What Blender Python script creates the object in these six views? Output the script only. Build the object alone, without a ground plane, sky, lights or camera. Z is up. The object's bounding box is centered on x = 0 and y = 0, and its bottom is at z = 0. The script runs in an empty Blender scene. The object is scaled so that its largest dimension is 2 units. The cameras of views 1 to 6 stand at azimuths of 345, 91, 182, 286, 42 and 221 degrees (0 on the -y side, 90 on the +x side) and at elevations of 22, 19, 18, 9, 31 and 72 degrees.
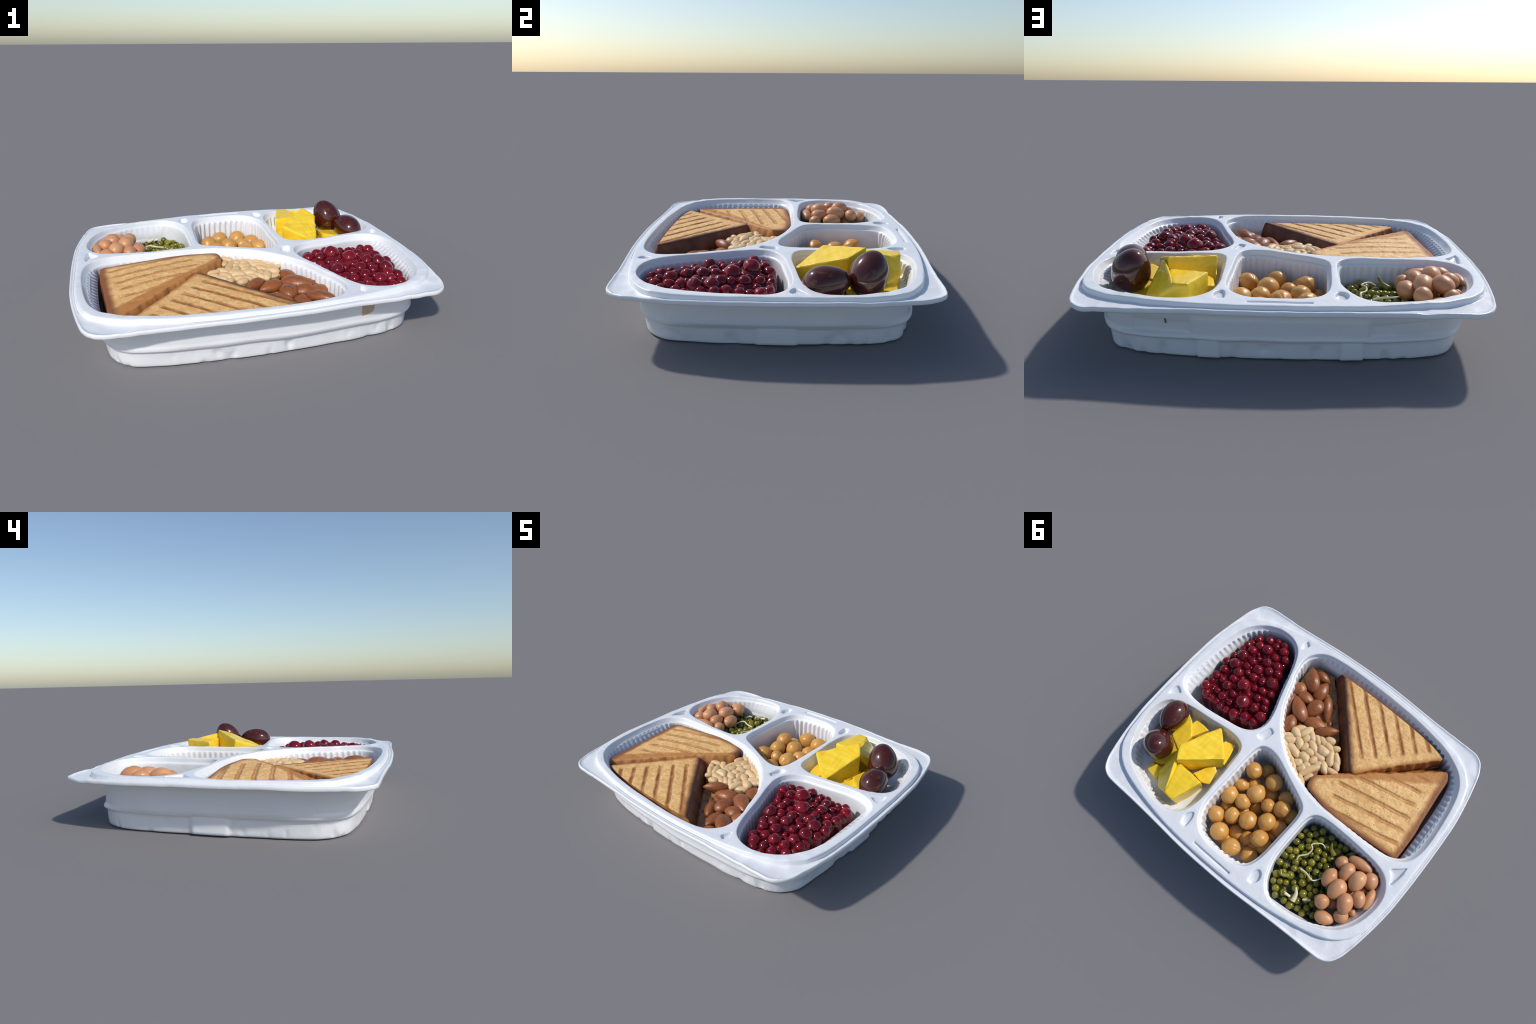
"""A vacuum-formed white meal tray with five compartments and its food."""
import bpy, bmesh, math, random
import numpy as np
from mathutils import Vector, Matrix, Euler, noise
from mathutils.geometry import delaunay_2d_cdt

SCENE = bpy.context.scene.collection
rng = random.Random(7)

# ------------------------------------------------------------------ helpers
def closed_spline(points, step=None, count=None):
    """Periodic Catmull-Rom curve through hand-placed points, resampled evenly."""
    p = np.array(points, float)
    n = len(p)
    out = []
    for i in range(n):
        p0, p1, p2, p3 = p[i - 1], p[i], p[(i + 1) % n], p[(i + 2) % n]
        for t in np.linspace(0, 1, 40, endpoint=False):
            out.append(0.5 * (2 * p1 + (p2 - p0) * t + (2 * p0 - 5 * p1 + 4 * p2 - p3) * t * t
                              + (3 * p1 - p0 - 3 * p2 + p3) * t ** 3))
    out = np.array(out)
    seg = np.linalg.norm(np.roll(out, -1, 0) - out, axis=1)
    s = np.concatenate([[0], np.cumsum(seg)])
    if count is None:
        count = max(16, int(s[-1] / step))
    q = np.linspace(0, s[-1], count, endpoint=False)
    closed = np.vstack([out, out[:1]])
    return np.stack([np.interp(q, s, closed[:, k]) for k in range(p.shape[1])], 1)

def smooth_loop(p, passes):
    for _ in range(passes):
        p = 0.25 * np.roll(p, 1, 0) + 0.5 * p + 0.25 * np.roll(p, -1, 0)
    return p

def ccw(p):
    x, y = p[:, 0], p[:, 1]
    return p if np.sum(x * np.roll(y, -1) - y * np.roll(x, -1)) > 0 else p[::-1]

def inward(p, passes=0):
    """Unit normals of a counter-clockwise loop that point to its inside."""
    t = np.roll(p, -2, 0) - np.roll(p, 2, 0)
    nrm = np.stack([-t[:, 1], t[:, 0]], 1)
    nrm /= np.linalg.norm(nrm, axis=1)[:, None] + 1e-12
    if passes:
        nrm = smooth_loop(nrm, passes)
        nrm /= np.linalg.norm(nrm, axis=1)[:, None] + 1e-12
    return nrm

def inside(poly, pts):
    x, y = pts[:, 0][:, None], pts[:, 1][:, None]
    x0, y0 = poly[:, 0][None], poly[:, 1][None]
    x1, y1 = np.roll(poly[:, 0], -1)[None], np.roll(poly[:, 1], -1)[None]
    cross = ((y0 > y) != (y1 > y)) & (x < (x1 - x0) * (y - y0) / (y1 - y0 + 1e-15) + x0)
    return cross.sum(1) % 2 == 1

def smoothstep(a, b, x):
    t = np.clip((x - a) / (b - a), 0, 1)
    return t * t * (3 - 2 * t)

def mesh_object(name, verts, faces, mats, parent=None, origin=None, smooth=True, slots=None):
    v = np.asarray(verts, float)
    if origin is not None:
        v = v - np.array(origin)
    me = bpy.data.meshes.new(name)
    me.from_pydata(v.tolist(), [], [tuple(int(i) for i in f) for f in faces])
    for m in (mats if isinstance(mats, (list, tuple)) else [mats]):
        me.materials.append(m)
    if slots is not None:
        me.polygons.foreach_set("material_index", np.array(slots, np.int32))
    me.polygons.foreach_set("use_smooth", [smooth] * len(me.polygons))
    me.update()
    return place(name, me, parent, origin)

def place(name, me, parent=None, origin=None):
    ob = bpy.data.objects.new(name, me)
    SCENE.objects.link(ob)
    if origin is not None:
        ob.location = origin
    if parent is not None:
        ob.parent = parent
        if origin is not None:
            ob.location = Vector(origin) - parent.location
    return ob

def empty(name, origin, label, category):
    ob = bpy.data.objects.new(name, None)
    ob.empty_display_size = 0.05
    ob.location = origin
    SCENE.objects.link(ob)
    return tag(ob, label, category)

def tag(ob, label, category):
    ob["label"] = label
    ob["category"] = category
    return ob

def bridge(faces, a, b, n):
    for i in range(n):
        j = (i + 1) % n
        faces.append((a + i, a + j, b + j, b + i))

# ---------------------------------------------------------------- materials
class Nodes:
    """Small wrapper that wires a Principled material."""
    def __init__(self, name, rough=0.5, **kw):
        self.mat = bpy.data.materials.new(name)
        self.mat.use_nodes = True
        self.t = self.mat.node_tree
        self.b = self.t.nodes["Principled BSDF"]
        self.b.inputs["Roughness"].default_value = rough
        for k, val in kw.items():
            self.b.inputs[k.replace("_", " ")].default_value = val
        self.co = self.t.nodes.new("ShaderNodeTexCoord").outputs["Object"]
    def link(self, a, b):
        self.t.links.new(a, b)
    def put(self, sock, v):
        if hasattr(v, "is_output"):
            self.link(v, sock)
        else:
            sock.default_value = v
    def mapping(self, scale=(1, 1, 1), rot=(0, 0, 0), co=None):
        n = self.t.nodes.new("ShaderNodeMapping")
        n.inputs["Scale"].default_value = scale
        n.inputs["Rotation"].default_value = rot
        self.link(co or self.co, n.inputs["Vector"])
        return n.outputs[0]
    def noise(self, scale, detail=3, co=None, rough=0.55):
        n = self.t.nodes.new("ShaderNodeTexNoise")
        n.inputs["Scale"].default_value = scale
        n.inputs["Detail"].default_value = detail
        n.inputs["Roughness"].default_value = rough
        self.link(co or self.co, n.inputs["Vector"])
        return n.outputs["Fac"]
    def voronoi(self, scale, co=None):
        n = self.t.nodes.new("ShaderNodeTexVoronoi")
        n.inputs["Scale"].default_value = scale
        self.link(co or self.co, n.inputs["Vector"])
        return n.outputs["Distance"]
    def math(self, op, a, b=0.0, c=0.0):
        n = self.t.nodes.new("ShaderNodeMath")
        n.operation = op
        self.put(n.inputs[0], a)
        self.put(n.inputs[1], b)
        self.put(n.inputs[2], c)
        return n.outputs[0]
    def step(self, x, lo, hi, a=0.0, b=1.0):
        n = self.t.nodes.new("ShaderNodeMapRange")
        n.interpolation_type = "SMOOTHSTEP"
        self.put(n.inputs["Value"], x)
        for k, val in (("From Min", lo), ("From Max", hi), ("To Min", a), ("To Max", b)):
            n.inputs[k].default_value = val
        return n.outputs["Result"]
    def dot(self, vec):
        n = self.t.nodes.new("ShaderNodeVectorMath")
        n.operation = "DOT_PRODUCT"
        self.link(self.co, n.inputs[0])
        n.inputs[1].default_value = vec
        return n.outputs["Value"]
    def mix(self, fac, a, b):
        n = self.t.nodes.new("ShaderNodeMix")
        n.data_type = "RGBA"
        self.put(n.inputs["Factor"], fac)
        for s, v in ((n.inputs[6], a), (n.inputs[7], b)):
            self.put(s, v if hasattr(v, "is_output") else (*v, 1))
        return n.outputs[2]
    def random(self):
        return self.t.nodes.new("ShaderNodeObjectInfo").outputs["Random"]
    def bump(self, height, strength, dist=0.01):
        n = self.t.nodes.new("ShaderNodeBump")
        n.inputs["Strength"].default_value = strength
        n.inputs["Distance"].default_value = dist
        self.link(height, n.inputs["Height"])
        self.link(n.outputs[0], self.b.inputs["Normal"])
    def done(self, colour):
        self.put(self.b.inputs["Base Color"], colour if hasattr(colour, "is_output") else (*colour, 1))
        return self.mat

def plastic():
    n = Nodes("white_plastic", 0.24)
    n.b.inputs["Specular IOR Level"].default_value = 0.5
    c = n.mix(n.noise(5.0, 4), (0.81, 0.82, 0.835), (0.74, 0.755, 0.78))
    n.bump(n.math("ADD", n.noise(10, 3), n.math("MULTIPLY", n.noise(26, 2), .35)), 0.45, 0.007)
    return n.done(c)

def skin(name, light, dark, rough, grain=30, streak=None, coat=0.0, bump=0.0, vary=0.25, spec=0.5):
    """Food skin: two tones mixed by noise, shifted from piece to piece."""
    n = Nodes(name, rough)
    n.b.inputs["Coat Weight"].default_value = coat
    n.b.inputs["Specular IOR Level"].default_value = spec
    n.b.inputs["Coat Roughness"].default_value = 0.06
    co = n.mapping(streak) if streak else n.co
    f = n.noise(grain, 4, co)
    r = n.math("MULTIPLY_ADD", n.random(), vary, -0.5 * vary)
    f2 = n.step(n.math("ADD", f, r), 0.3, 0.7)
    if bump:
        n.bump(f, bump, 0.004)
    return n.done(n.mix(f2, dark, light))


PLASTIC = plastic()

# ---------------------------------------------------------------- the tray
LAND = 0.302          # height of the raised land between the compartments
FLOOR = 0.032
FLOORS = {"pineapple": .185}

def four_fold(quadrant):
    """Mirror a quadrant (from +x axis to +y axis) into a full loop."""
    q = list(quadrant)
    a = q
    b = [(-x, y) for x, y in reversed(q[:-1])]
    c = [(-x, -y) for x, y in q[1:]]
    d = [(x, -y) for x, y in reversed(q[1:-1])]
    return a + b + c + d

FLANGE = [(1.0, 0), (.998, .17), (.99, .35), (.967, .52), (.937, .666), (.917, .721), (.890, .762),
          (.845, .789), (.78, .797), (.6, .803), (.4, .814), (.2, .827), (0, .830)]
STEP = [(.972, 0), (.972, .17), (.966, .33), (.950, .47), (.922, .562), (.898, .602), (.865, .638),
        (.815, .675), (.74, .708), (.6, .744), (.4, .778), (.2, .794), (0, .798)]
BASE = [(.848, 0), (.846, .2), (.838, .38), (.822, .50), (.800, .555), (.765, .605), (.72, .636),
        (.66, .657), (.56, .676), (.42, .690), (.28, .699), (.14, .705), (0, .707)]

COMPARTMENTS = {
    "sandwich": [(.361, -.703), (.397, -.65), (.404, -.588), (.385, -.493), (.358, -.43), (.325, -.333), (.285, -.245),
                 (.217, -.150), (.144, -.078), (.060, -.017), (-.025, .025), (-.105, .054), (-.19, .078), (-.3, .093),
                 (-.45, .098), (-.6, .100), (-.733, .095), (-.807, .083), (-.864, .048), (-.896, 0), (-.912, -.07),
                 (-.914, -.161), (-.908, -.265), (-.893, -.4), (-.868, -.509), (-.824, -.587), (-.766, -.635),
                 (-.686, -.677), (-.578, -.707), (-.427, -.734), (-.282, -.749), (-.138, -.757), (.007, -.763),
                 (.148, -.762), (.257, -.752), (.318, -.734)],
    "cherry": [(.772, -.634), (.823, -.575), (.86, -.498), (.889, -.378), (.908, -.226), (.919, -.094), (.908, -.015),
               (.872, .035), (.812, .061), (.739, .067), (.63, .058), (.517, .043), (.42, .026), (.355, -.006),
               (.315, -.06), (.306, -.127), (.328, -.222), (.364, -.321), (.404, -.45), (.436, -.546), (.482, -.635),
               (.548, -.684), (.633, -.697), (.707, -.677)],
    "pineapple": [(.79, .125), (.708, .108), (.6, .097), (.495, .083), (.408, .081), (.345, .100), (.314, .142),
                  (.304, .251), (.300, .338), (.296, .439), (.296, .51), (.303, .577), (.321, .632), (.353, .672),
                  (.402, .698), (.463, .707), (.54, .701), (.638, .676), (.745, .635), (.812, .587), (.857, .523),
                  (.888, .445), (.907, .375), (.914, .30), (.905, .225), (.868, .163)],
    "chickpea": [(.222, .026), (.242, .058), (.252, .115), (.256, .205), (.258, .332), (.262, .451), (.256, .541),
                 (.228, .609), (.188, .655), (.135, .684), (.061, .695), (-.022, .696), (-.105, .690), (-.165, .668),
                 (-.203, .622), (-.222, .54), (-.230, .431), (-.234, .329), (-.236, .245), (-.222, .182),
                 (-.182, .146), (-.106, .110), (-.030, .077), (.055, .038), (.120, .014), (.180, .009)],
    "bean": [(-.308, .162), (-.285, .197), (-.275, .251), (-.272, .345), (-.272, .442), (-.278, .524), (-.300, .598),
             (-.332, .660), (-.375, .704), (-.435, .726), (-.509, .723), (-.592, .711), (-.682, .679), (-.758, .638),
             (-.813, .592), (-.857, .525), (-.886, .444), (-.899, .357), (-.892, .282), (-.859, .216), (-.812, .177),
             (-.744, .157), (-.652, .147), (-.553, .140), (-.457, .137), (-.388, .138), (-.342, .145)],
}
# (ribs on this side of the compartment, rib depth): the unit vector points to the ribbed wall
RIBS = {"sandwich": [((-.3, -.95), .013), ((-.95, -.3), .014), ((.7, .7), .009)],
        "cherry": [((1, -.1), .016), ((-1, -.3), .004)],
        "pineapple": [((1, .4), .013), ((.1, 1), .013), ((-1, 0), .004), ((0, -1), .004)],
        "chickpea": [((.1, 1), .013), ((-.4, -1), .006), ((1, 0), .006)],
        "bean": [((0, -1), .004), ((0, 1), .003)]}

PITS = {   # small pressed pockets in the land: outline, depth
    "a": ([(.29, .619), (.261, .606), (.240, .652), (.240, .722), (.262, .730), (.284, .728), (.312, .665)], .027),
    "b": ([(-.259, .612), (-.298, .628), (-.312, .677), (-.286, .728), (-.262, .731), (-.243, .727), (-.231, .656)], .027),
    "c": ([(-.836, .140), (-.882, .098), (-.924, .058), (-.930, .085), (-.932, .126), (-.924, .180), (-.916, .222), (-.902, .236),
           (-.888, .222), (-.868, .182)], .028),
    "d": ([(.470, -.735), (.437, -.716), (.448, -.684), (.466, -.660), (.478, -.694)], .022),
    "e": ([(.262, -.098), (.224, -.084), (.228, -.045), (.242, -.003), (.278, .006), (.296, -.012), (.282, -.058)], .024),
    "f": ([(.926, .070), (.905, .062), (.872, .078), (.866, .092), (.895, .118), (.926, .142), (.936, .108)], .022),
    "g": ([(.138, .744), (.139, .752), (.137, .760), (.06, .765), (-.06, .767), (-.139, .764), (-.141, .756), (-.140, .748), (-.06, .747), (.06, .745)], .013),
}

class Shell:
    """Collects the vertices and part-labelled faces of the whole moulding."""
    def __init__(self):
        self.v, self.f, self.part = [], [], []
    def ring(self, pts):
        k = len(self.v)
        self.v.extend([tuple(map(float, p)) for p in pts])
        return k
    def bridge(self, a, b, n, part, flip=False):
        for i in range(n):
            j = (i + 1) % n
            q = (a + i, b + i, b + j, a + j) if flip else (a + i, a + j, b + j, b + i)
            self.f.append(q)
            self.part.append(part)
    def fan(self, a, n, centre, part, flip=False):
        c = self.ring([centre])
        for i in range(n):
            j = (i + 1) % n
            self.f.append((a + j, a + i, c) if flip else (a + i, a + j, c))
            self.part.append(part)

shell = Shell()
M = 900

def corner_weight(p):
    """1 at the four corners of the flange, 0 in the middle of its sides."""
    return smoothstep(0.30, 0.62, np.abs(p[:, 0] / 1.0 * p[:, 1] / 0.83))

def fbm1(x, y, z, s):
    return noise.noise(Vector((x * s, y * s, z * s)))

# outer outlines with a shared parameter
def matched(quadrant):
    pts = np.array(four_fold(quadrant))
    n = len(pts)
    per = M // n
    out = []
    for i in range(n):
        p0, p1, p2, p3 = pts[i - 1], pts[i], pts[(i + 1) % n], pts[(i + 2) % n]
        for t in np.linspace(0, 1, per, endpoint=False):
            out.append(0.5 * (2 * p1 + (p2 - p0) * t + (2 * p0 - 5 * p1 + 4 * p2 - p3) * t * t
                              + (3 * p1 - p0 - 3 * p2 + p3) * t ** 3))
    return smooth_loop(np.array(out), 6)

flange, foot, base = matched(FLANGE), matched(STEP), matched(BASE)
NF = len(flange)
nin_foot, nin_flange, nout_base = inward(foot, 8), inward(flange, 8), -inward(base, 8)
cw = corner_weight(flange)[:, None]

def ring3(xy, z):
    z = np.broadcast_to(np.asarray(z, float).reshape(-1, 1) if np.ndim(z) else np.full((1, 1), z), (len(xy), 1))
    return np.hstack([xy, z])

zf = (0.284 - 0.007 * cw)          # flange surface: lower at the corners
rings = []
def add_ring(xy, z, part):
    rings.append((shell.ring(ring3(xy, z)), part))

land_edge = foot + nin_foot * 0.016
add_ring(land_edge, LAND, "rim")
add_ring(foot + nin_foot * 0.0085, LAND - .0003, "rim")
add_ring(foot + nin_foot * 0.0058, LAND - .0018, "rim")
add_ring(foot + nin_foot * 0.0040, LAND - .0050, "rim")
add_ring(foot + nin_foot * 0.0015, zf + .002, "rim")
add_ring(foot - nin_foot * 0.001, zf - .0012, "rim")
add_ring(foot - nin_foot * 0.005, zf - .0018, "rim")
for t in (0.2, 0.4, 0.6, 0.75):
    add_ring(foot * (1 - t) + (flange + nin_flange * .012) * t, zf - .0018 * (1 - t), "rim")
add_ring(flange + nin_flange * .013, zf, "rim")
add_ring(flange + nin_flange * .010, zf + .004, "rim")       # rolled bead
add_ring(flange + nin_flange * .006, zf + .005, "rim")
add_ring(flange + nin_flange * .002, zf + .003, "rim")
add_ring(flange + nin_flange * .0, zf - .003, "rim")
add_ring(flange + nin_flange * .0, zf - .014, "rim")
add_ring(flange + nin_flange * .003, zf - .018, "rim")
add_ring(flange + nin_flange * .008, zf - .018, "rim")
add_ring(flange + nin_flange * .012, zf - .012, "rim")

# outer wall: offset from the base outline, height
WALL = [(.046, .262), (.043, .250), (.040, .225), (.037, .195), (.036, .165), (.036, .148), (.036, .134), (.035, .122), (.031, .110),
        (.026, .100), (.015, .094), (.010, .088), (.008, .075), (.007, .058), (.006, .040), (.005, .024), (.004, .012),
        (.001, .005), (-.006, .001), (-.03, .0003)]

_zs = [.262, .25, .235, .22, .207, .199, .193, .187, .178, .165, .15, .14, .13, .122, .116, .110, .106, .102, .098, .094, .090, .084, .075,
       .058, .040, .024, .012, .005, .001, .0003]
WALL = [(float(np.interp(z, [w[1] for w in WALL[::-1]], [w[0] for w in WALL[::-1]])), z) for z in _zs]

def band(x, lo, hi, soft):
    return smoothstep(lo - soft, lo + soft, x) * (1 - smoothstep(hi - soft, hi + soft, x))

bx, by = base[:, 0], base[:, 1]
end_pad = (np.abs(bx) > .7) * band(by, -.092, .102, .006)                      # foot in the middle of each short side
leg = (by > .5) * (band(np.abs(bx), .268, .372, .006))                         # two legs on the long +y side
panel = (by > .5) * band(np.abs(bx), -1, .388, .006)                           # panel above the legs
arc = np.arange(NF) / NF
for off, z in WALL:
    o = np.full(NF, off)
    low = 1 - smoothstep(.096, .106, z)
    rise = smoothstep(.0, .012, z)
    o = o + low * rise * (end_pad * (.020 - off) + leg * (.019 - off))
    up = smoothstep(.098, .112, z) * (1 - smoothstep(.195, .215, z))
    o = o + up * panel * .008
    o = o - (by > .45) * smoothstep(.45, .62, by) * smoothstep(.10, .13, z) * (1 - smoothstep(.24, .262, z)) * .014
    shoulder = smoothstep(.12, .128, z) * (1 - smoothstep(.178, .192, z))
    o = o - shoulder * (by > .5) * (1 - panel) * band(np.abs(bx), .395, .66, .008) * .008
    o = o - shoulder * (by < -.5) * .004
    o = o + np.where(bx > 0, .007, .003) * smoothstep(.66, .78, np.abs(bx)) * smoothstep(.104, .125, z) * (1 - .5 * smoothstep(.23, .262, z))
    o = o - .009 * smoothstep(.28, .42, np.abs(bx * by)) * smoothstep(.10, .13, z) * (1 - smoothstep(.23, .26, z))
    pts = base + nout_base * o[:, None]
    zz = np.full(NF, z)
    for i in range(NF):
        x, y = pts[i]
        dent = noise.noise(Vector((x * 9, y * 9, 3.1)))
        crease = max(0.0, noise.noise(Vector((x * 16, y * 16, 7.7 + z * 12))) - .18)
        k = (1 - smoothstep(.05, .085, z)) * smoothstep(-.001, .012, z + .004)
        fl = 1 - max(end_pad[i], leg[i])
        pts[i] -= nout_base[i] * (0.004 * dent * k + 0.028 * crease * k * fl)
        pts[i] += nout_base[i] * 0.003 * noise.noise(Vector((x * 6, y * 6, z * 10)))
        zz[i] = z + (0.003 * (0.5 + 0.5 * noise.noise(Vector((x * 4, y * 4, 1.0)))) * fl) * (1 - smoothstep(.0, .06, z)) \
            + 0.004 * noise.noise(Vector((x * 5, y * 5, 5.0))) * smoothstep(.06, .1, z) * (1 - smoothstep(.16, .22, z))
    add_ring(pts, zz, "outer_wall")
for (a, _), (b, pb) in zip(rings, rings[1:]):
    shell.bridge(a, b, NF, pb, flip=True)
shell.fan(rings[-1][0], NF, (0, 0, 0.001), "outer_wall", flip=True)

_wz = np.array([z for _, z in WALL][::-1])
_wo = np.array([o for o, _ in WALL][::-1])
def keep_inside(xy, z, margin):
    """Pull points that would break through the outer wall back inside it, following its draft."""
    xy = np.array(xy, float)
    z = np.broadcast_to(z, (len(xy),))
    d2 = ((xy[:, None] - base[None, ::2]) ** 2).sum(2)
    k = d2.argmin(1) * 2
    out = ((xy - base[k]) * nout_base[k]).sum(1)
    lim = np.interp(z, _wz, np.minimum(_wo, .036)) - margin
    over = np.maximum(0, out - lim)
    return xy - nout_base[k] * over[:, None]

# compartments
def compartment(key):
    loop = smooth_loop(ccw(closed_spline(COMPARTMENTS[key], step=0.0052)), 10)
    n = len(loop)
    nrm = inward(loop, 12)
    # the rim opens wider than the wall below it on the outer sides: a sloping shoulder
    nx, ny = -nrm[:, 0], -nrm[:, 1]
    side = np.abs(loop[:, 0]) > .6
    grow = np.where(side, np.where(nx > 0, .022, .020 if key == "bean" else .025), np.where(nx > 0, .002, .010)) * nx ** 2 + np.where(ny > 0, .004 if key == "bean" else .014, 0) * ny ** 2
    grow = smooth_loop(grow[:, None], 30)[:, 0]
    loop = loop - nrm * grow[:, None]
    s = np.arange(n) * 0.0052
    total = n * 0.0052
    waves = round(total / 0.040)
    ph = 0.5 - 0.5 * np.cos(2 * np.pi * waves * s / total)
    ph = smoothstep(.12, .88, ph)
    depth = np.zeros(n)
    for d, amt in RIBS[key]:
        d = np.array(d) / np.hypot(*d)
        depth = np.maximum(depth, amt * smoothstep(.55, .85, -(nrm @ d)))
    part = "compartment_" + key
    fl = FLOORS.get(key, FLOOR)
    prof = [(-.005, LAND, 0), (-.0005, LAND - .0006, 0), (.0018, LAND - .0022, 0), (.0034, LAND - .006, 0), (.0045, LAND - .016, 0),
            (.0055, LAND - .027, 0), (.0075, LAND - .031, 0), (.0115, LAND - .033, .05), (.0138, LAND - .037, .4), (.0145, LAND - .046, .9)]
    for t in (.1, .3, .5, .7, .85):
        prof.append((.0145 + .008 * t, LAND - .05 + (fl + .028 - LAND + .05) * t, 1))
    prof += [(.024, fl + .026, .6), (.031, fl + .010, .2), (.042, fl + .003, .05), (.056, fl, 0)]
    prev = None
    first = None
    for off, z, rib in prof:
        o = off + rib * depth * (ph - .35) + .75 * grow * smoothstep(LAND - .003, LAND - .036, z)
        k = 0.0022 if rib > 0 else 0.0006
        xy = loop + nrm * o[:, None]
        xy = np.array([p + nrm[i] * k * noise.noise(Vector((p[0] * 11, p[1] * 11, z * 7))) for i, p in enumerate(xy)]) if rib > .02 else xy
        if z < .25:
            xy = keep_inside(xy, z, .024)
        a = shell.ring(ring3(xy, z))
        if prev is None:
            first = loop + nrm * off
            first_index = a
        else:
            shell.bridge(prev, a, n, part if z < LAND - .034 else "rim")
        prev = a
    shell.fan(prev, n, (*loop.mean(0), fl), part)
    return first, first_index, loop, nrm

holes, LOOPS = [], {}
for key in COMPARTMENTS:
    first, k, loop, nrm = compartment(key)
    holes.append((first, k))
    LOOPS[key] = (loop, nrm)

def pit(points, depth, slot):
    loop = smooth_loop(ccw(closed_spline(points, step=0.0045 if slot else 0.005)), 1)
    n = len(loop)
    nrm = inward(loop, 2)
    prof = [(-.002, 0), (.0, -.0006), (.0015, -.003), (.003, -depth * .8), (.0042, -depth)] if slot else \
        [(-.003, 0), (0, -.0008), (.002, -.004), (.005, -depth * .75), (.0065, -depth * .95), (.008, -depth)]
    prev = None
    c = loop.mean(0)
    for off, dz in prof:
        xy = loop + nrm * off
        zz = LAND + dz
        if not slot and dz < -depth * .5:      # the floor of a pocket slopes
            zz = LAND + dz * (0.75 + 0.35 * np.clip((xy[:, 1] - c[1]) / .06, -1, 1))
        a = shell.ring(ring3(xy, zz))
        if prev is None:
            holes.append((xy, a))
        else:
            shell.bridge(prev, a, n, "rim")
        prev = a
    shell.fan(prev, n, (*c, LAND - depth * (1 if slot else .8)), "rim")

for key, (pts, depth) in PITS.items():
    if key in "abc":
        mid = np.array(pts).mean(0)
        pts = (np.array(pts) - mid) * .80 + mid - np.array([.004 if key == "a" else 0, .008 if key == "c" else 0])
    pit(pts, depth, key == "g")

# the flat land: constrained Delaunay between the land edge and all holes
def fill_land():
    loops = [(land_edge, rings[0][0])] + holes
    pts, ids, edges = [], [], []
    for xy, k in loops:
        s = len(pts)
        n = len(xy)
        pts += [tuple(p) for p in xy]
        ids += [k + i for i in range(n)]
        edges += [(s + i, s + (i + 1) % n) for i in range(n)]
    g = np.stack(np.meshgrid(np.arange(-.98, .98, .020), np.arange(-.82, .82, .020)), -1).reshape(-1, 2)
    g = g + np.array([[.004 * math.sin(i * 12.9), .004 * math.sin(i * 78.2)] for i in range(len(g))])
    ok = inside(np.array(land_edge), g)
    for xy, _ in holes:
        ok &= ~inside(np.array(xy), g)
    g = g[ok]
    allb = np.array(pts)
    g = np.array([p for p in g if np.min(np.sum((allb - p) ** 2, 1)) > .009 ** 2])
    for p in g:
        ids.append(shell.ring([(p[0], p[1], LAND)]))
        pts.append(tuple(p))
    vo, eo, fo, ov, _, _ = delaunay_2d_cdt([Vector(p) for p in pts], edges, [], 0, 1e-7)
    back = [o[0] if o else None for o in ov]
    tri = np.array([f for f in fo])
    co = np.array([tuple(v) for v in vo])
    cen = co[tri].mean(1)
    ok = inside(np.array(land_edge), cen)
    for xy, _ in holes:
        ok &= ~inside(np.array(xy), cen)
    for t in tri[ok]:
        q = [ids[back[i]] for i in t]
        a, b, c = co[t]
        if (b[0] - a[0]) * (c[1] - a[1]) - (b[1] - a[1]) * (c[0] - a[0]) < 0:
            q = q[::-1]
        shell.f.append(tuple(q))
        shell.part.append("rim")

fill_land()

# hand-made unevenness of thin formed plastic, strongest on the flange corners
for i, (x, y, z) in enumerate(shell.v):
    if z > .2:
        w = smoothstep(.2, .27, z)
        d = .0028 * noise.noise(Vector((x * 7, y * 7, .3))) + .0012 * noise.noise(Vector((x * 19, y * 19, 2)))
        edge = smoothstep(.45, .62, abs(x * y) / .83)
        d += edge * .007 * (.35 - abs(noise.noise(Vector((x * 9, y * 9, 9)))))
        m = ((x / .97) ** 4 + (y / .80) ** 4) ** .25
        d -= .003 * (1 - smoothstep(.50, .82, m))            # the inner ridges sag a little
        shell.v[i] = (x, y, z + w * float(d))

tray = empty("meal_tray", (0, 0, 0), "white plastic meal tray with five ribbed compartments", "food tray")
whole = bpy.data.meshes.new("whole")
whole.from_pydata(shell.v, [], shell.f)
whole.polygons.foreach_set("use_smooth", [True] * len(whole.polygons))
whole.update()
NORMALS = np.empty(len(whole.vertices) * 3)
whole.vertices.foreach_get("normal", NORMALS)
NORMALS = NORMALS.reshape(-1, 3)
part_of = np.array(shell.part)
for part in ["rim", "outer_wall"] + ["compartment_" + k for k in COMPARTMENTS]:
    fs = [shell.f[i] for i in np.nonzero(part_of == part)[0]]
    used = sorted({i for f in fs for i in f})
    new = {o: i for i, o in enumerate(used)}
    ob = mesh_object(part.split("_")[0] if part.startswith("compartment") else part, [shell.v[i] for i in used],
                     [tuple(new[i] for i in f) for f in fs], PLASTIC, tray)
    ob.data.normals_split_custom_set_from_vertices([tuple(NORMALS[i]) for i in used])
bpy.data.meshes.remove(whole)

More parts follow.
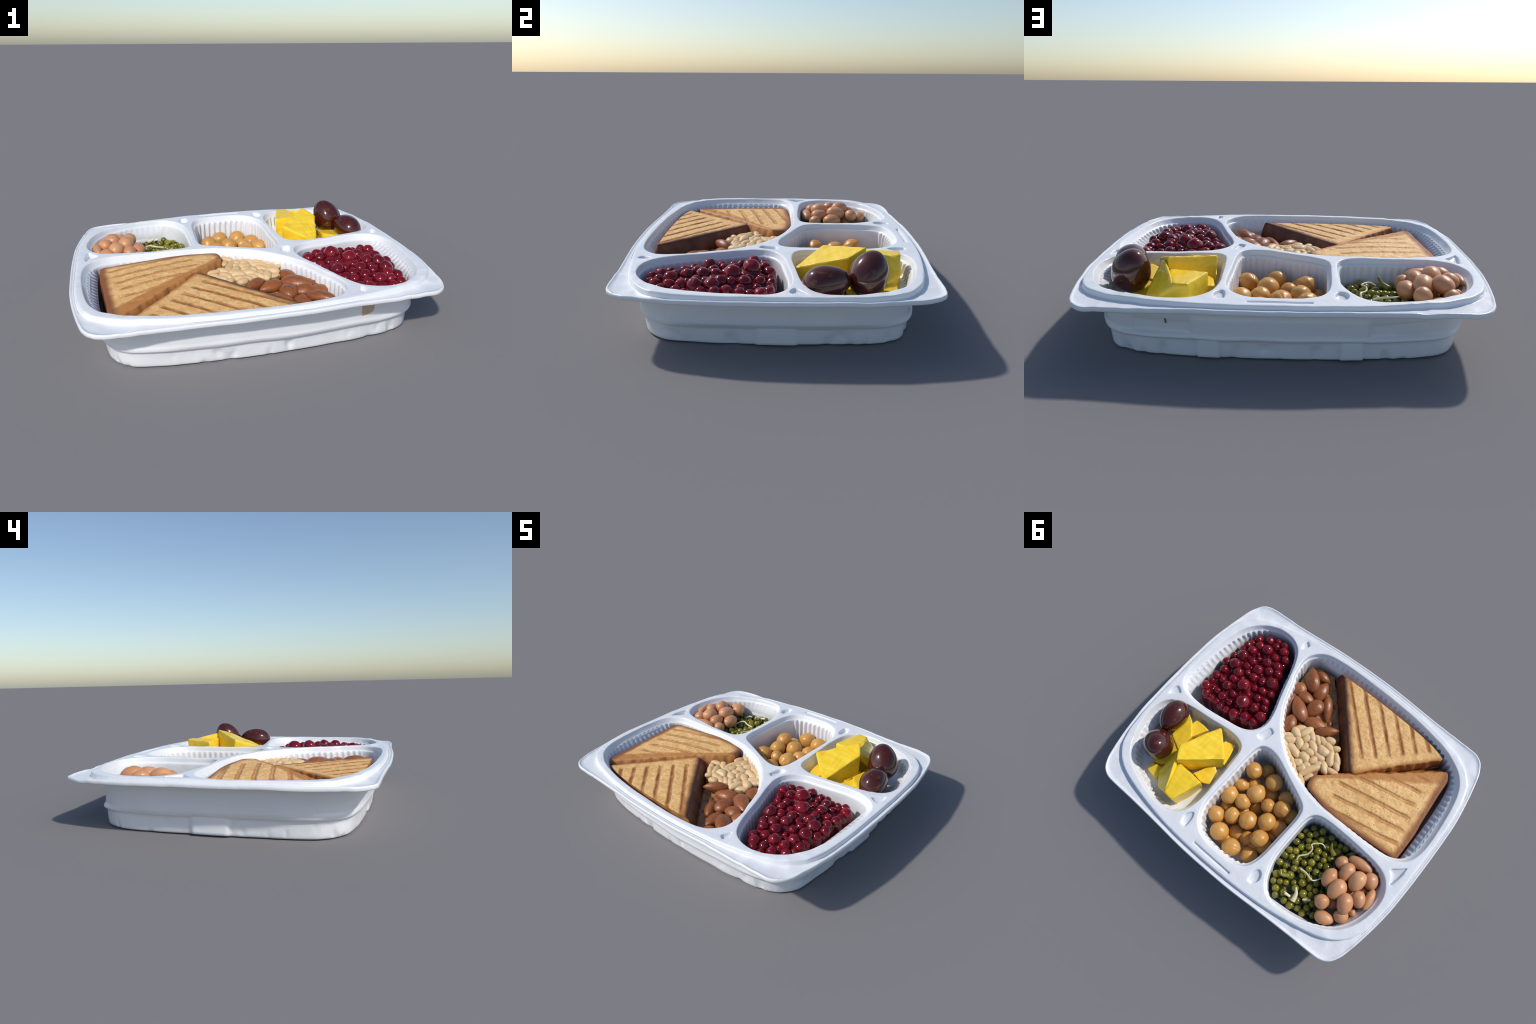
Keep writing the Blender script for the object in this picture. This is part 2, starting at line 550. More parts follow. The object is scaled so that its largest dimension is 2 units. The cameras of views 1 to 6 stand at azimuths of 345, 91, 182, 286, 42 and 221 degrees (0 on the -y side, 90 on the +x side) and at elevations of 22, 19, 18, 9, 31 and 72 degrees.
# ---------------------------------------------------------------- stains on the wall
stain_mat = skin("brown_stain", (.55, .42, .31), (.45, .31, .20), .45, 9)
def wall_patch(corners, thick, name, mat):
    """Thin scrap lying on the wall: corners run round it."""
    c = np.array(corners, float)
    out = np.array([0, math.copysign(1, c[:, 1].mean()), 0]) * thick
    n = len(c)
    v = np.vstack([c - out, c + out * .3, c * .9 + c.mean(0) * .1 + out])
    f = []
    for k in range(2):
        for i in range(n):
            j = (i + 1) % n
            f.append((k * n + i, k * n + j, (k + 1) * n + j, (k + 1) * n + i))
    f.append(tuple(range(2 * n, 3 * n)))
    bm = bmesh.new()
    vs = [bm.verts.new(p) for p in v]
    for q in f:
        bm.faces.new([vs[i] for i in q])
    bmesh.ops.recalc_face_normals(bm, faces=bm.faces)
    me = bpy.data.meshes.new(name)
    bm.to_mesh(me)
    bm.free()
    me.materials.append(mat)
    place(name, me, tray)

def on_wall(x, z, sign):
    """Point of the outer wall at this x and height on the front or back side."""
    best = min((i for i, p in enumerate(shell.v) if sign * p[1] > .5 and p[2] < .27 and part_wall[i]),
               key=lambda i: (shell.v[i][0] - x) ** 2 + (shell.v[i][2] - z) ** 2)
    return (x, shell.v[best][1], z)
part_wall = np.zeros(len(shell.v), bool)
for f_, p_ in zip(shell.f, shell.part):
    if p_ == "outer_wall":
        part_wall[list(f_)] = True
wall_patch([on_wall(x, z, -1) for x, z in ((.447, .246), (.486, .244), (.521, .243), (.526, .21), (.527, .178), (.515, .166), (.485, .158), (.455, .155), (.450, .20))],
           .0025, "stain", stain_mat)
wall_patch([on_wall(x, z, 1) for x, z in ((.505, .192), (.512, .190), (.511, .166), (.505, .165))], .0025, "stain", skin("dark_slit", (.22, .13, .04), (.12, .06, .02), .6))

# ---------------------------------------------------------------- piece shapes
def lathe(name, profile, mats, around=28, bend=0.0, rough=0.0, seed=0):
    """Solid of revolution about local x from (x, radius) pairs, unit size."""
    v, f = [], []
    v.append((profile[0][0], 0, 0))
    for x, r in profile[1:-1]:
        for i in range(around):
            a = 2 * math.pi * i / around
            v.append((x, r * math.cos(a), r * math.sin(a)))
    v.append((profile[-1][0], 0, 0))
    m = len(profile) - 2
    for i in range(around):
        j = (i + 1) % around
        f.append((0, 1 + j, 1 + i))
        for k in range(m - 1):
            a, b = 1 + k * around, 1 + (k + 1) * around
            f.append((a + i, a + j, b + j, b + i))
        last = len(v) - 1
        f.append((1 + (m - 1) * around + i, 1 + (m - 1) * around + j, last))
    out = []
    for x, y, z in v:
        if rough:
            k = 1 + rough * noise.noise(Vector((x * 1.7 + seed, y * 1.7, z * 1.7)))
            y, z = y * k, z * k
            x *= 1 + .5 * rough * noise.noise(Vector((x + seed, 4, 4)))
        out.append((x, y + bend * (x * x - .4), z))
    me = bpy.data.meshes.new(name)
    me.from_pydata(out, [], f)
    bm = bmesh.new()
    bm.from_mesh(me)
    bmesh.ops.recalc_face_normals(bm, faces=bm.faces)
    bm.to_mesh(me)
    bm.free()
    me.polygons.foreach_set("use_smooth", [True] * len(me.polygons))
    me.materials.append(mats)
    return me

def curve_profile(fn, n=22):
    return [(-math.cos(math.pi * i / n), fn(-math.cos(math.pi * i / n))) for i in range(n + 1)]

ball = lambda x: math.sqrt(max(0, 1 - x * x))
almond_shape = lambda x: (max(0, 1 - abs(x) ** 2.0) ** .62) * (1 - .22 * x) * (1 if x < .75 else 1 - .25 * (x - .75) / .25)
capsule = lambda x: max(0, 1 - abs(x) ** 2.6) ** .5
egg = lambda x: ball(x) * (1 - .12 * x)

def beaked(x):
    return ball(x) * (1 - .05 * x)

def put(name, me, x, y, z, scale, yaw, tilt=0.0, roll=0.0, parent=None, base=None):
    ob = place(name, me)
    loc = Vector((x, y, z))
    if parent is not None:
        ob.parent = parent
        loc = loc - parent.location
    ob.matrix_local = Matrix.Translation(loc) @ Euler((roll, tilt, yaw), "XYZ").to_matrix().to_4x4() @ Matrix.Diagonal((*scale, 1))
    return ob

def mound(name, parent, mat, circles, base_fn, floor, centre=None, grow=0.9, rings=46, around=220, within=None, origin=None):
    """Bed of a heap: star-shaped outline hugging the pieces, height from base_fn, sheer sides to the floor."""
    c = np.array(circles)
    cen = np.array(centre) if centre is not None else c[:, :2].mean(0)
    R = []
    for k in range(around):
        a = 2 * math.pi * k / around
        d = np.array([math.cos(a), math.sin(a)])
        rel = c[:, :2] - cen
        along = rel @ d
        off = np.abs(rel @ np.array([-d[1], d[0]]))
        r = c[:, 3] * grow * 1.25
        hit = off < r
        R.append(np.max(np.where(hit, along + np.sqrt(np.maximum(0, r * r - off * off)), .02)))
    R = np.array(R)
    if within is not None:                      # never reach through the compartment wall
        wall = LOOPS[within][0] + LOOPS[within][1] * .034
        for k in range(around):
            a = 2 * math.pi * k / around
            t = np.linspace(.02, R[k], 60)
            ok = inside(wall, cen + np.stack([np.cos(a) * t, np.sin(a) * t], 1))
            R[k] = t[ok].max() if ok.any() else .02
    for _ in range(3):
        R = .25 * np.roll(R, 1) + .5 * R + .25 * np.roll(R, -1)
    ang = 2 * np.pi * np.arange(around) / around
    dirs = np.stack([np.cos(ang), np.sin(ang)], 1)
    v, f = [], []
    def ring(t, z=None, dz=0.0):
        xy = cen + dirs * (R * t)[:, None]
        zz = base_fn(xy) if z is None else np.full(around, z)
        xy = keep_inside(xy, zz, .045)
        k = len(v)
        v.extend(np.hstack([xy, (zz + dz)[:, None]]).tolist())
        return k
    prev = ring(1.03, floor)
    for t, w in ((1.03, .35), (1.02, .7), (1.0, .9)):
        xy = cen + dirs * (R * t)[:, None]
        zz = floor + (base_fn(cen + dirs * (R * .97)[:, None]) - floor) * w
        xy = keep_inside(xy, zz, .045)
        k = len(v)
        v.extend(np.hstack([xy, zz[:, None]]).tolist())
        bridge(f, prev, k, around)
        prev = k
    for t in np.linspace(.975, .02, rings):
        k = ring(t)
        bridge(f, prev, k, around)
        prev = k
    f.append(tuple(prev + i for i in range(around)))
    return mesh_object(name, v, f, mat, parent, origin=origin)

# ---------------------------------------------------------------- cherries in syrup
CHERRY_MAT = skin("cherry_skin", (.200, .004, .011), (.120, .002, .007), .13, 18, coat=.2, vary=.4, spec=.35)
SYRUP_MAT = skin("cherry_syrup", (.175, .003, .009), (.095, .002, .006), .10, 25, coat=.3, bump=.15, spec=.4)
CHERRIES = [
    (0.758, -0.560, 0.241, 0.030), (0.692, -0.598, 0.240, 0.032), (0.644, -0.632, 0.234, 0.025), (0.588, -0.630, 0.239, 0.030),
    (0.776, -0.515, 0.235, 0.020), (0.784, -0.477, 0.245, 0.030), (0.793, -0.439, 0.241, 0.023), (0.715, -0.522, 0.247, 0.033),
    (0.730, -0.460, 0.252, 0.035), (0.628, -0.589, 0.239, 0.030), (0.651, -0.525, 0.253, 0.040), (0.562, -0.589, 0.243, 0.035),
    (0.753, -0.389, 0.259, 0.041), (0.801, -0.354, 0.247, 0.029), (0.519, -0.549, 0.239, 0.030), (0.578, -0.517, 0.244, 0.031),
    (0.657, -0.443, 0.241, 0.021), (0.672, -0.395, 0.252, 0.031), (0.594, -0.452, 0.253, 0.036), (0.521, -0.473, 0.246, 0.033),
    (0.809, -0.288, 0.249, 0.033), (0.748, -0.308, 0.261, 0.042), (0.682, -0.347, 0.252, 0.029), (0.603, -0.368, 0.260, 0.039),
    (0.541, -0.408, 0.253, 0.034), (0.488, -0.434, 0.246, 0.031), (0.784, -0.237, 0.248, 0.031), (0.692, -0.272, 0.259, 0.037),
    (0.643, -0.314, 0.250, 0.026), (0.591, -0.308, 0.257, 0.034), (0.799, -0.171, 0.244, 0.031), (0.687, -0.220, 0.253, 0.032),
    (0.526, -0.325, 0.253, 0.032), (0.470, -0.353, 0.258, 0.042), (0.744, -0.173, 0.243, 0.026), (0.799, -0.125, 0.238, 0.027),
    (0.801, -0.071, 0.243, 0.034), (0.685, -0.155, 0.254, 0.036), (0.601, -0.221, 0.268, 0.046), (0.539, -0.258, 0.248, 0.026),
    (0.719, -0.093, 0.238, 0.024), (0.481, -0.272, 0.251, 0.030), (0.429, -0.292, 0.244, 0.027), (0.766, -0.032, 0.239, 0.029),
    (0.662, -0.081, 0.247, 0.032), (0.620, -0.137, 0.247, 0.027), (0.539, -0.194, 0.247, 0.025), (0.475, -0.213, 0.250, 0.030),
    (0.714, -0.030, 0.233, 0.022), (0.525, -0.128, 0.267, 0.049), (0.598, -0.078, 0.242, 0.025), (0.420, -0.229, 0.244, 0.027),
    (0.446, -0.144, 0.253, 0.036), (0.395, -0.187, 0.243, 0.028), (0.631, -0.022, 0.235, 0.024), (0.674, -0.036, 0.234, 0.022),
    (0.585, -0.028, 0.236, 0.024), (0.525, -0.035, 0.246, 0.033), (0.454, -0.061, 0.247, 0.034), (0.376, -0.125, 0.249, 0.037),
    (0.392, -0.069, 0.241, 0.031), (0.642, -0.185, 0.246, 0.024), (0.684, -0.468, 0.239, 0.020),
]
cherry_serving = empty("cherry_serving", (.6, -.3, FLOOR), "heap of glossy dark red cherries in thick syrup", "cherries")
ca = np.array(CHERRIES)
def syrup_height(p):
    cen = np.array([.605, -.285])
    rel = (p - cen) @ np.array([[.83, .55], [-.55, .83]])
    d2 = (rel[:, 0] / .30) ** 2 + (rel[:, 1] / .40) ** 2
    h0 = .222 - .030 * np.clip(d2, 0, 1)
    dist = np.linalg.norm(p[:, None] - ca[None, :, :2], axis=2) / ca[None, :, 3]
    lift = np.maximum(0, ca[None, :, 2] + .65 * ca[None, :, 3] - h0[:, None]) * np.exp(-(dist / 1.42) ** 2.4)
    return h0 + lift.max(1)
mound("syrup", cherry_serving, SYRUP_MAT, CHERRIES, syrup_height, FLOOR + .002, centre=(.60, -.27), within="cherry", rings=80, around=340, origin=(.6, -.3, FLOOR))
cherry_meshes = [lathe("cherry", curve_profile(ball), CHERRY_MAT, 28, rough=.12, seed=k * 3.1) for k in range(3)]
for i, (x, y, z, r) in enumerate(CHERRIES):
    put("cherry", cherry_meshes[i % 3], x, y, z, (r * 1.04, r, r * 1.02), rng.uniform(0, 6.28), rng.uniform(-.4, .4), rng.uniform(-.4, .4), cherry_serving)

# ---------------------------------------------------------------- chickpeas
CHICK_MAT = skin("chickpea_skin", (.68, .355, .085), (.56, .26, .052), .36, 22, bump=.08, coat=.15)
CHICKPEAS = [
    (0.190, 0.155, 0.158, 0.055), (0.137, 0.091, 0.085, 0.049), (0.036, 0.139, 0.165, 0.056), (0.200, 0.272, 0.100, 0.050),
    (0.140, 0.214, 0.080, 0.049), (0.077, 0.269, 0.170, 0.059), (0.202, 0.382, 0.160, 0.056), (0.108, 0.361, 0.163, 0.050),
    (0.011, 0.203, 0.080, 0.050), (-0.089, 0.166, 0.140, 0.051), (0.029, 0.319, 0.085, 0.049), (-0.031, 0.279, 0.160, 0.046),
    (-0.114, 0.242, 0.172, 0.055), (-0.182, 0.232, 0.100, 0.055), (0.186, 0.527, 0.150, 0.053), (0.105, 0.471, 0.152, 0.050),
    (0.005, 0.432, 0.168, 0.058), (-0.094, 0.364, 0.170, 0.056), (-0.171, 0.344, 0.105, 0.060), (0.099, 0.596, 0.155, 0.059),
    (0.028, 0.523, 0.085, 0.050), (-0.054, 0.510, 0.095, 0.051), (-0.127, 0.474, 0.175, 0.057), (-0.170, 0.485, 0.095, 0.051),
    (-0.021, 0.624, 0.152, 0.057), (-0.132, 0.586, 0.090, 0.056), (0.143, 0.539, 0.075, 0.047), (-0.053, 0.405, 0.075, 0.047),
    (0.182, 0.427, 0.085, 0.049), (0.075, 0.404, 0.075, 0.048), (-0.127, 0.286, 0.080, 0.049), (-0.118, 0.525, 0.080, 0.046),
    (-0.159, 0.394, 0.075, 0.047), (0.052, 0.608, 0.075, 0.047), (0.031, 0.167, 0.075, 0.047),
]
def chickpea_mesh(seed):
    me = lathe("chickpea", curve_profile(ball, 26), CHICK_MAT, 36, rough=.07, seed=seed)
    for v in me.vertices:                       # small beak at one end and a faint seam
        d = Vector(v.co).normalized()
        k = max(0.0, d.x - .86) / .14
        v.co += d * (.12 * k * k)
        v.co *= 1 - .045 * math.exp(-(d.y / .10) ** 2) * (1 if d.x > .1 else 0)
    return me
chick_meshes = [chickpea_mesh(s) for s in (1.3, 5.2, 9.9, 14.0)]
for i, (x, y, z, r) in enumerate(CHICKPEAS):
    ob = put("chickpea", chick_meshes[i % 4], x, y, z, (r * 1.05, r, r * .98), rng.uniform(0, 6.28), rng.uniform(-.9, .9), rng.uniform(-1, 1))
    tag(ob, "round golden cooked chickpea with a small beak", "chickpea")

# ---------------------------------------------------------------- almonds
ALMOND_MAT = skin("almond_skin", (.34, .108, .027), (.20, .058, .016), .34, 2.4, streak=(.5, 5, 5), bump=.35, coat=.1)
ALMONDS = [
    (0.289, -0.566, 0.225, 0.081, 0.043, 131), (0.257, -0.636, 0.185, 0.053, 0.035, 179), (0.313, -0.470, 0.205, 0.053, 0.044, -117),
    (0.195, -0.545, 0.195, 0.069, 0.042, 96), (0.242, -0.440, 0.212, 0.055, 0.038, -175), (0.300, -0.335, 0.190, 0.090, 0.032, 111),
    (0.224, -0.348, 0.219, 0.088, 0.045, 145), (0.154, -0.416, 0.207, 0.068, 0.048, 82), (0.086, -0.470, 0.185, 0.088, 0.032, 125),
    (0.210, -0.228, 0.211, 0.066, 0.043, 106), (0.081, -0.333, 0.206, 0.073, 0.041, -160), (-0.015, -0.331, 0.225, 0.073, 0.030, -139),
    (0.334, -0.565, 0.170, 0.029, 0.029, -113), (0.012, -0.399, 0.160, 0.038, 0.024, 114), (0.163, -0.282, 0.170, 0.029, 0.028, -136),
    (0.228, -0.482, 0.150, 0.047, 0.033, 153), (0.101, -0.422, 0.150, 0.039, 0.032, 99), (0.243, -0.614, 0.150, 0.045, 0.037, -89),
    (0.275, -0.343, 0.150, 0.036, 0.036, 110), (0.176, -0.343, 0.160, 0.036, 0.036, -4), (0.281, -0.424, 0.155, 0.036, 0.037, 148),
    (0.160, -0.516, 0.150, 0.034, 0.037, -9), (0.105, -0.322, 0.170, 0.028, 0.032, 4),
]
mound("almond_bed", None, skin("nut_crumbs", (.40, .21, .09), (.20, .08, .03), .6, 30, bump=.4), [(x, y, z, (a + b) * .62) for x, y, z, a, b, yaw in ALMONDS],
      lambda p: np.array([.172 + .014 * noise.noise(Vector((q[0] * 25, q[1] * 25, 3))) for q in p]), FLOOR + .002, centre=(.16, -.44), grow=1.3, within="sandwich", rings=26, around=160, origin=(.17, -.44, FLOOR))
tag(bpy.data.objects["almond_bed"], "bed of loose brown nut crumbs under almonds", "nut crumbs")["kind"] = "stuff"
almond_meshes = [lathe("almond", curve_profile(almond_shape, 26), ALMOND_MAT, 32, bend=.06 * (k - 1), rough=.05, seed=k * 4.0) for k in range(3)]
for i, (x, y, z, a, b, yaw) in enumerate(ALMONDS):
    ob = put("almond", almond_meshes[i % 3], x, y, z - .007, (a * 1.12, b * 1.12, b * (.78 if b > .036 else 1.2)), math.radians(yaw + (180 if i % 3 == 0 else 0)),
             rng.uniform(-.15, .15), rng.uniform(-.35, .35))
    tag(ob, "brown whole almond with a pointed tip", "almond")

# ---------------------------------------------------------------- peanuts
PEANUT_MAT = skin("peanut_kernel", (.76, .535, .285), (.66, .435, .205), .48, 25, bump=.1)
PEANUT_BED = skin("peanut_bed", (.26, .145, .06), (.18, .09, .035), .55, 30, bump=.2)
PEANUTS = [
    (0.121, -0.241, 0.236, 0.046, 0.025, -151), (0.129, -0.198, 0.236, 0.039, 0.025, 158), (0.083, -0.242, 0.236, 0.049, 0.025, -109),
    (0.127, -0.138, 0.236, 0.039, 0.024, -146), (0.073, -0.153, 0.236, 0.041, 0.025, 143), (0.150, -0.160, 0.236, 0.033, 0.018, -151),
    (0.053, -0.205, 0.236, 0.030, 0.023, -109), (0.032, -0.243, 0.236, 0.039, 0.021, 138), (-0.008, -0.246, 0.236, 0.035, 0.021, 147),
    (-0.049, -0.259, 0.236, 0.045, 0.023, 167), (-0.073, -0.294, 0.236, 0.033, 0.023, -162), (0.157, -0.098, 0.236, 0.039, 0.019, 158),
    (0.068, -0.095, 0.236, 0.053, 0.026, 163), (0.027, -0.155, 0.236, 0.030, 0.023, -99), (-0.015, -0.190, 0.236, 0.046, 0.025, 153),
    (-0.080, -0.209, 0.236, 0.041, 0.030, 172), (-0.020, -0.143, 0.236, 0.029, 0.025, -161), (-0.097, -0.253, 0.236, 0.041, 0.021, 172),
    (-0.138, -0.272, 0.236, 0.026, 0.019, -140), (0.100, -0.064, 0.236, 0.066, 0.020, 149), (-0.014, -0.098, 0.236, 0.041, 0.029, 168),
    (-0.085, -0.162, 0.236, 0.039, 0.023, 178), (-0.071, -0.120, 0.236, 0.032, 0.022, -109), (-0.003, -0.049, 0.236, 0.029, 0.025, -151),
    (-0.148, -0.200, 0.236, 0.050, 0.024, -61), (-0.184, -0.219, 0.236, 0.044, 0.020, 137), (0.025, -0.025, 0.236, 0.050, 0.019, 148),
    (-0.044, -0.033, 0.236, 0.028, 0.025, -99), (-0.113, -0.115, 0.236, 0.031, 0.019, -114), (-0.155, -0.126, 0.236, 0.042, 0.023, 138),
    (-0.207, -0.183, 0.236, 0.034, 0.019, 138), (-0.025, 0.013, 0.236, 0.038, 0.019, 144), (-0.095, -0.056, 0.236, 0.073, 0.024, -119),
    (-0.213, -0.134, 0.236, 0.043, 0.019, -172), (-0.118, -0.011, 0.236, 0.033, 0.019, -109), (-0.094, 0.034, 0.236, 0.041, 0.022, 144),
    (-0.059, -0.066, 0.236, 0.025, 0.019, -140), (0.192, -0.141, 0.236, 0.027, 0.015, 178), (0.123, -0.070, 0.236, 0.047, 0.017, 149),
    (0.064, -0.043, 0.236, 0.042, 0.017, 158),
]
peanut_serving = empty("peanut_serving", (0, -.12, FLOOR), "tight bed of pale blanched peanut kernels", "peanuts")
pa = np.array([(x, y, z, b) for x, y, z, a, b, yaw in PEANUTS])
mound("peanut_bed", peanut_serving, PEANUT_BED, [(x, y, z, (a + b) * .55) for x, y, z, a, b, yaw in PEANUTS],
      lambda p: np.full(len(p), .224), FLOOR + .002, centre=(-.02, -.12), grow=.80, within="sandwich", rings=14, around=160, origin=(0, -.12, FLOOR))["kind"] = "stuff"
peanut_meshes = [lathe("peanut", curve_profile(lambda x, k=k: capsule(x) * (1 + .06 * (k - 1) * x), 22), PEANUT_MAT, 24, bend=(-.3, .12, .0, .35)[k], rough=.10, seed=k * 2.2) for k in range(4)]
for i, (x, y, z, a, b, yaw) in enumerate(PEANUTS):
    lift = -.026 if i == 0 else rng.uniform(-.010, -.003)
    put("peanut", peanut_meshes[i % 4], x, y, z + lift, (a * 1.12, b * 1.10, b * .95), math.radians(yaw), rng.uniform(-.08, .08), rng.uniform(-.3, .3), peanut_serving)

# ---------------------------------------------------------------- brown beans
BEAN_MAT = skin("bean_skin", (.66, .335, .160), (.56, .25, .11), .38, 45, bump=.12, coat=.12)
BEANS = [
    (-0.765, 0.460, 0.278, 0.060, 0.046, 115), (-0.744, 0.312, 0.266, 0.062, 0.049, 93), (-0.680, 0.422, 0.260, 0.063, 0.050, 84),
    (-0.608, 0.390, 0.222, 0.060, 0.047, 89), (-0.723, 0.592, 0.228, 0.056, 0.039, -160), (-0.656, 0.532, 0.250, 0.042, 0.043, 128),
    (-0.666, 0.304, 0.247, 0.057, 0.043, 95), (-0.612, 0.273, 0.216, 0.041, 0.041, 128), (-0.701, 0.214, 0.240, 0.076, 0.035, -174),
    (-0.805, 0.259, 0.252, 0.050, 0.044, 127), (-0.812, 0.389, 0.272, 0.047, 0.041, 127), (-0.859, 0.351, 0.268, 0.064, 0.026, 99),
    (-0.793, 0.526, 0.238, 0.038, 0.044, 128), (-0.831, 0.467, 0.240, 0.021, 0.020, 127), (-0.717, 0.493, 0.190, 0.033, 0.037, 128),
    (-0.741, 0.374, 0.190, 0.030, 0.037, 128), (-0.803, 0.327, 0.200, 0.029, 0.037, 107),
]
bean_meshes = [lathe("bean", curve_profile(egg, 24), BEAN_MAT, 32, bend=(0, .10, -.06)[k], rough=.06, seed=k * 3.7) for k in range(3)]
for i, (x, y, z, a, b, yaw) in enumerate(BEANS):
    ob = put("bean", bean_meshes[i % 3], x, y, z, (a * 1.06, b * 1.02, b * .98), math.radians(yaw), rng.uniform(-.12, .12), rng.uniform(-.5, .5))
    tag(ob, "smooth tan brown oval cooked bean", "bean")

# ---------------------------------------------------------------- green peas with sprouts
PEA_MAT = skin("pea_skin", (.205, .180, .008), (.115, .110, .004), .20, 14, coat=.4, vary=.6)
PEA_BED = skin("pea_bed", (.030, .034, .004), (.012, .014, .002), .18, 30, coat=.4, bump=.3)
SPROUT_MAT = skin("sprout_flesh", (.80, .76, .52), (.66, .60, .32), .30, 20, coat=.2)
PALE_PEA = skin("pale_pea_skin", (.26, .235, .03), (.17, .16, .012), .25, 14, coat=.3)
pea_serving = empty("pea_serving", (-.48, .42, FLOOR), "heap of glossy olive green peas with pale sprouts", "peas")
bean_loop, bean_nrm = LOOPS["bean"]
room = bean_loop + bean_nrm * .040
pr = random.Random(21)
PEAS = []
tries = 0
while tries < 9000:
    tries += 1
    x, y = pr.uniform(-.80, -.29), pr.uniform(.17, .70)
    if x < -.70 + .10 * (y - .4):
        continue
    r = pr.uniform(.0190, .0265)
    if all((x - q[0]) ** 2 + (y - q[1]) ** 2 > (.84 * (r + q[3])) ** 2 for q in PEAS):
        q = np.array([[x, y]])
        if inside(room, q)[0] and np.abs(keep_inside(q, .13, .030 + r) - q).max() < 1e-6:
            PEAS.append((x, y, .161 + pr.uniform(-.012, .014), r))
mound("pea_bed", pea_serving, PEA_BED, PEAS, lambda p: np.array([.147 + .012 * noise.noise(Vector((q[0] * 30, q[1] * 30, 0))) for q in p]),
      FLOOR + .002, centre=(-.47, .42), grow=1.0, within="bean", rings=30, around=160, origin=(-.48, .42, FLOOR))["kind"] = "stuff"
pea_meshes = [lathe("pea", curve_profile(ball, 18), PEA_MAT if k else PALE_PEA, 22, rough=.08, seed=k * 5.0) for k in range(5)]
for i, (x, y, z, r) in enumerate(PEAS):
    put("pea", pea_meshes[(i * 7) % 5 if i % 3 else 1 + i % 4], x, y, z, (r * 1.05, r, r), rng.uniform(0, 6.28), rng.uniform(-1, 1), rng.uniform(-1, 1), pea_serving)

def sprout(points, r0, r1, mat=None):
    """Tapered tube along a bent path."""
    p = np.array(points, float)
    s = np.linspace(0, len(p) - 1, (len(p) - 1) * 8 + 1)
    path = []
    for q in s:
        i = min(int(q), len(p) - 2)
        t = q - i
        p0, p1, p2, p3 = p[max(i - 1, 0)], p[i], p[i + 1], p[min(i + 2, len(p) - 1)]
        path.append(0.5 * (2 * p1 + (p2 - p0) * t + (2 * p0 - 5 * p1 + 4 * p2 - p3) * t * t + (3 * p1 - p0 - 3 * p2 + p3) * t ** 3))
    path = np.array(path)
    org = path[0]
    v, f = [], []
    k = 10
    for i, c in enumerate(path):
        t = path[min(i + 1, len(path) - 1)] - path[max(i - 1, 0)]
        t /= np.linalg.norm(t)
        u = np.cross(t, (0, 0, 1.0)); u /= np.linalg.norm(u)
        w = np.cross(u, t)
        e = i / (len(path) - 1)
        r = (r0 + (r1 - r0) * e) * (math.sqrt(max(.05, 1 - (1 - min(1, e / .08)) ** 2)) if e < .08 else 1) * (math.sqrt(max(.05, 1 - (max(0, e - .92) / .08) ** 2)))
        for j in range(k):
            a = 2 * math.pi * j / k
            v.append(c + r * (u * math.cos(a) + w * math.sin(a)))
    for i in range(len(path) - 1):
        bridge(f, i * k, (i + 1) * k, k)
    f.append(tuple(range(k))[::-1])
    f.append(tuple((len(path) - 1) * k + j for j in range(k)))
    ob = mesh_object("sprout", v, f, mat or SPROUT_MAT, pea_serving, origin=tuple(org))
    return ob

sprout([(-.388, .434, .190), (-.385, .403, .205), (-.416, .363, .203), (-.42, .32, .208), (-.4, .3, .212), (-.444, .259, .208), (-.479, .264, .192)], .0052, .0045)
sprout([(-.435, .458, .196), (-.482, .456, .206), (-.538, .467, .214), (-.575, .415, .200)], .0070, .0035)
sprout([(-.454, .627, .198), (-.495, .623, .192)], .0095, .007)
sprout([(-.488, .562, .228), (-.512, .590, .202), (-.521, .636, .182)], .005, .018)
sprout([(-.56, .59, .195), (-.578, .578, .202), (-.6, .562, .190)], .006, .008)
sprout([(-.492, .222, .230), (-.510, .247, .200), (-.545, .262, .176)], .005, .019, PALE_PEA)
sprout([(-.35, .534, .205), (-.372, .556, .200), (-.412, .531, .188)], .006, .013, PALE_PEA)

# ---------------------------------------------------------------- grapes
def grape_material():
    n = Nodes("dark_grape_skin", .13)
    n.b.inputs["Coat Weight"].default_value = .3
    n.b.inputs["Coat Roughness"].default_value = .04
    base = n.mix(n.noise(4, 3), (.085, .013, .007), (.035, .005, .004))
    painted_glow = n.step(n.noise(2.2, 2), .60, .68)  # warm reflections and glow on the skin, painted as noise patches
    return n.done(n.mix(n.math("MULTIPLY", painted_glow, .55), base, (.16, .055, .012)))
GRAPE_MAT = grape_material()
grape_mesh = lathe("grape", curve_profile(egg, 40), GRAPE_MAT, 56, rough=.03, seed=2)
for x, y, z, s, yaw, tilt in ((.722, .444, .324, (.116, .093, .095), 2.3, -1.05), (.788, .238, .300, (.116, .081, .083), 1.70, -.12)):
    tag(put("grape", grape_mesh, x, y, z, s, yaw, tilt), "large glossy dark purple grape", "grape")

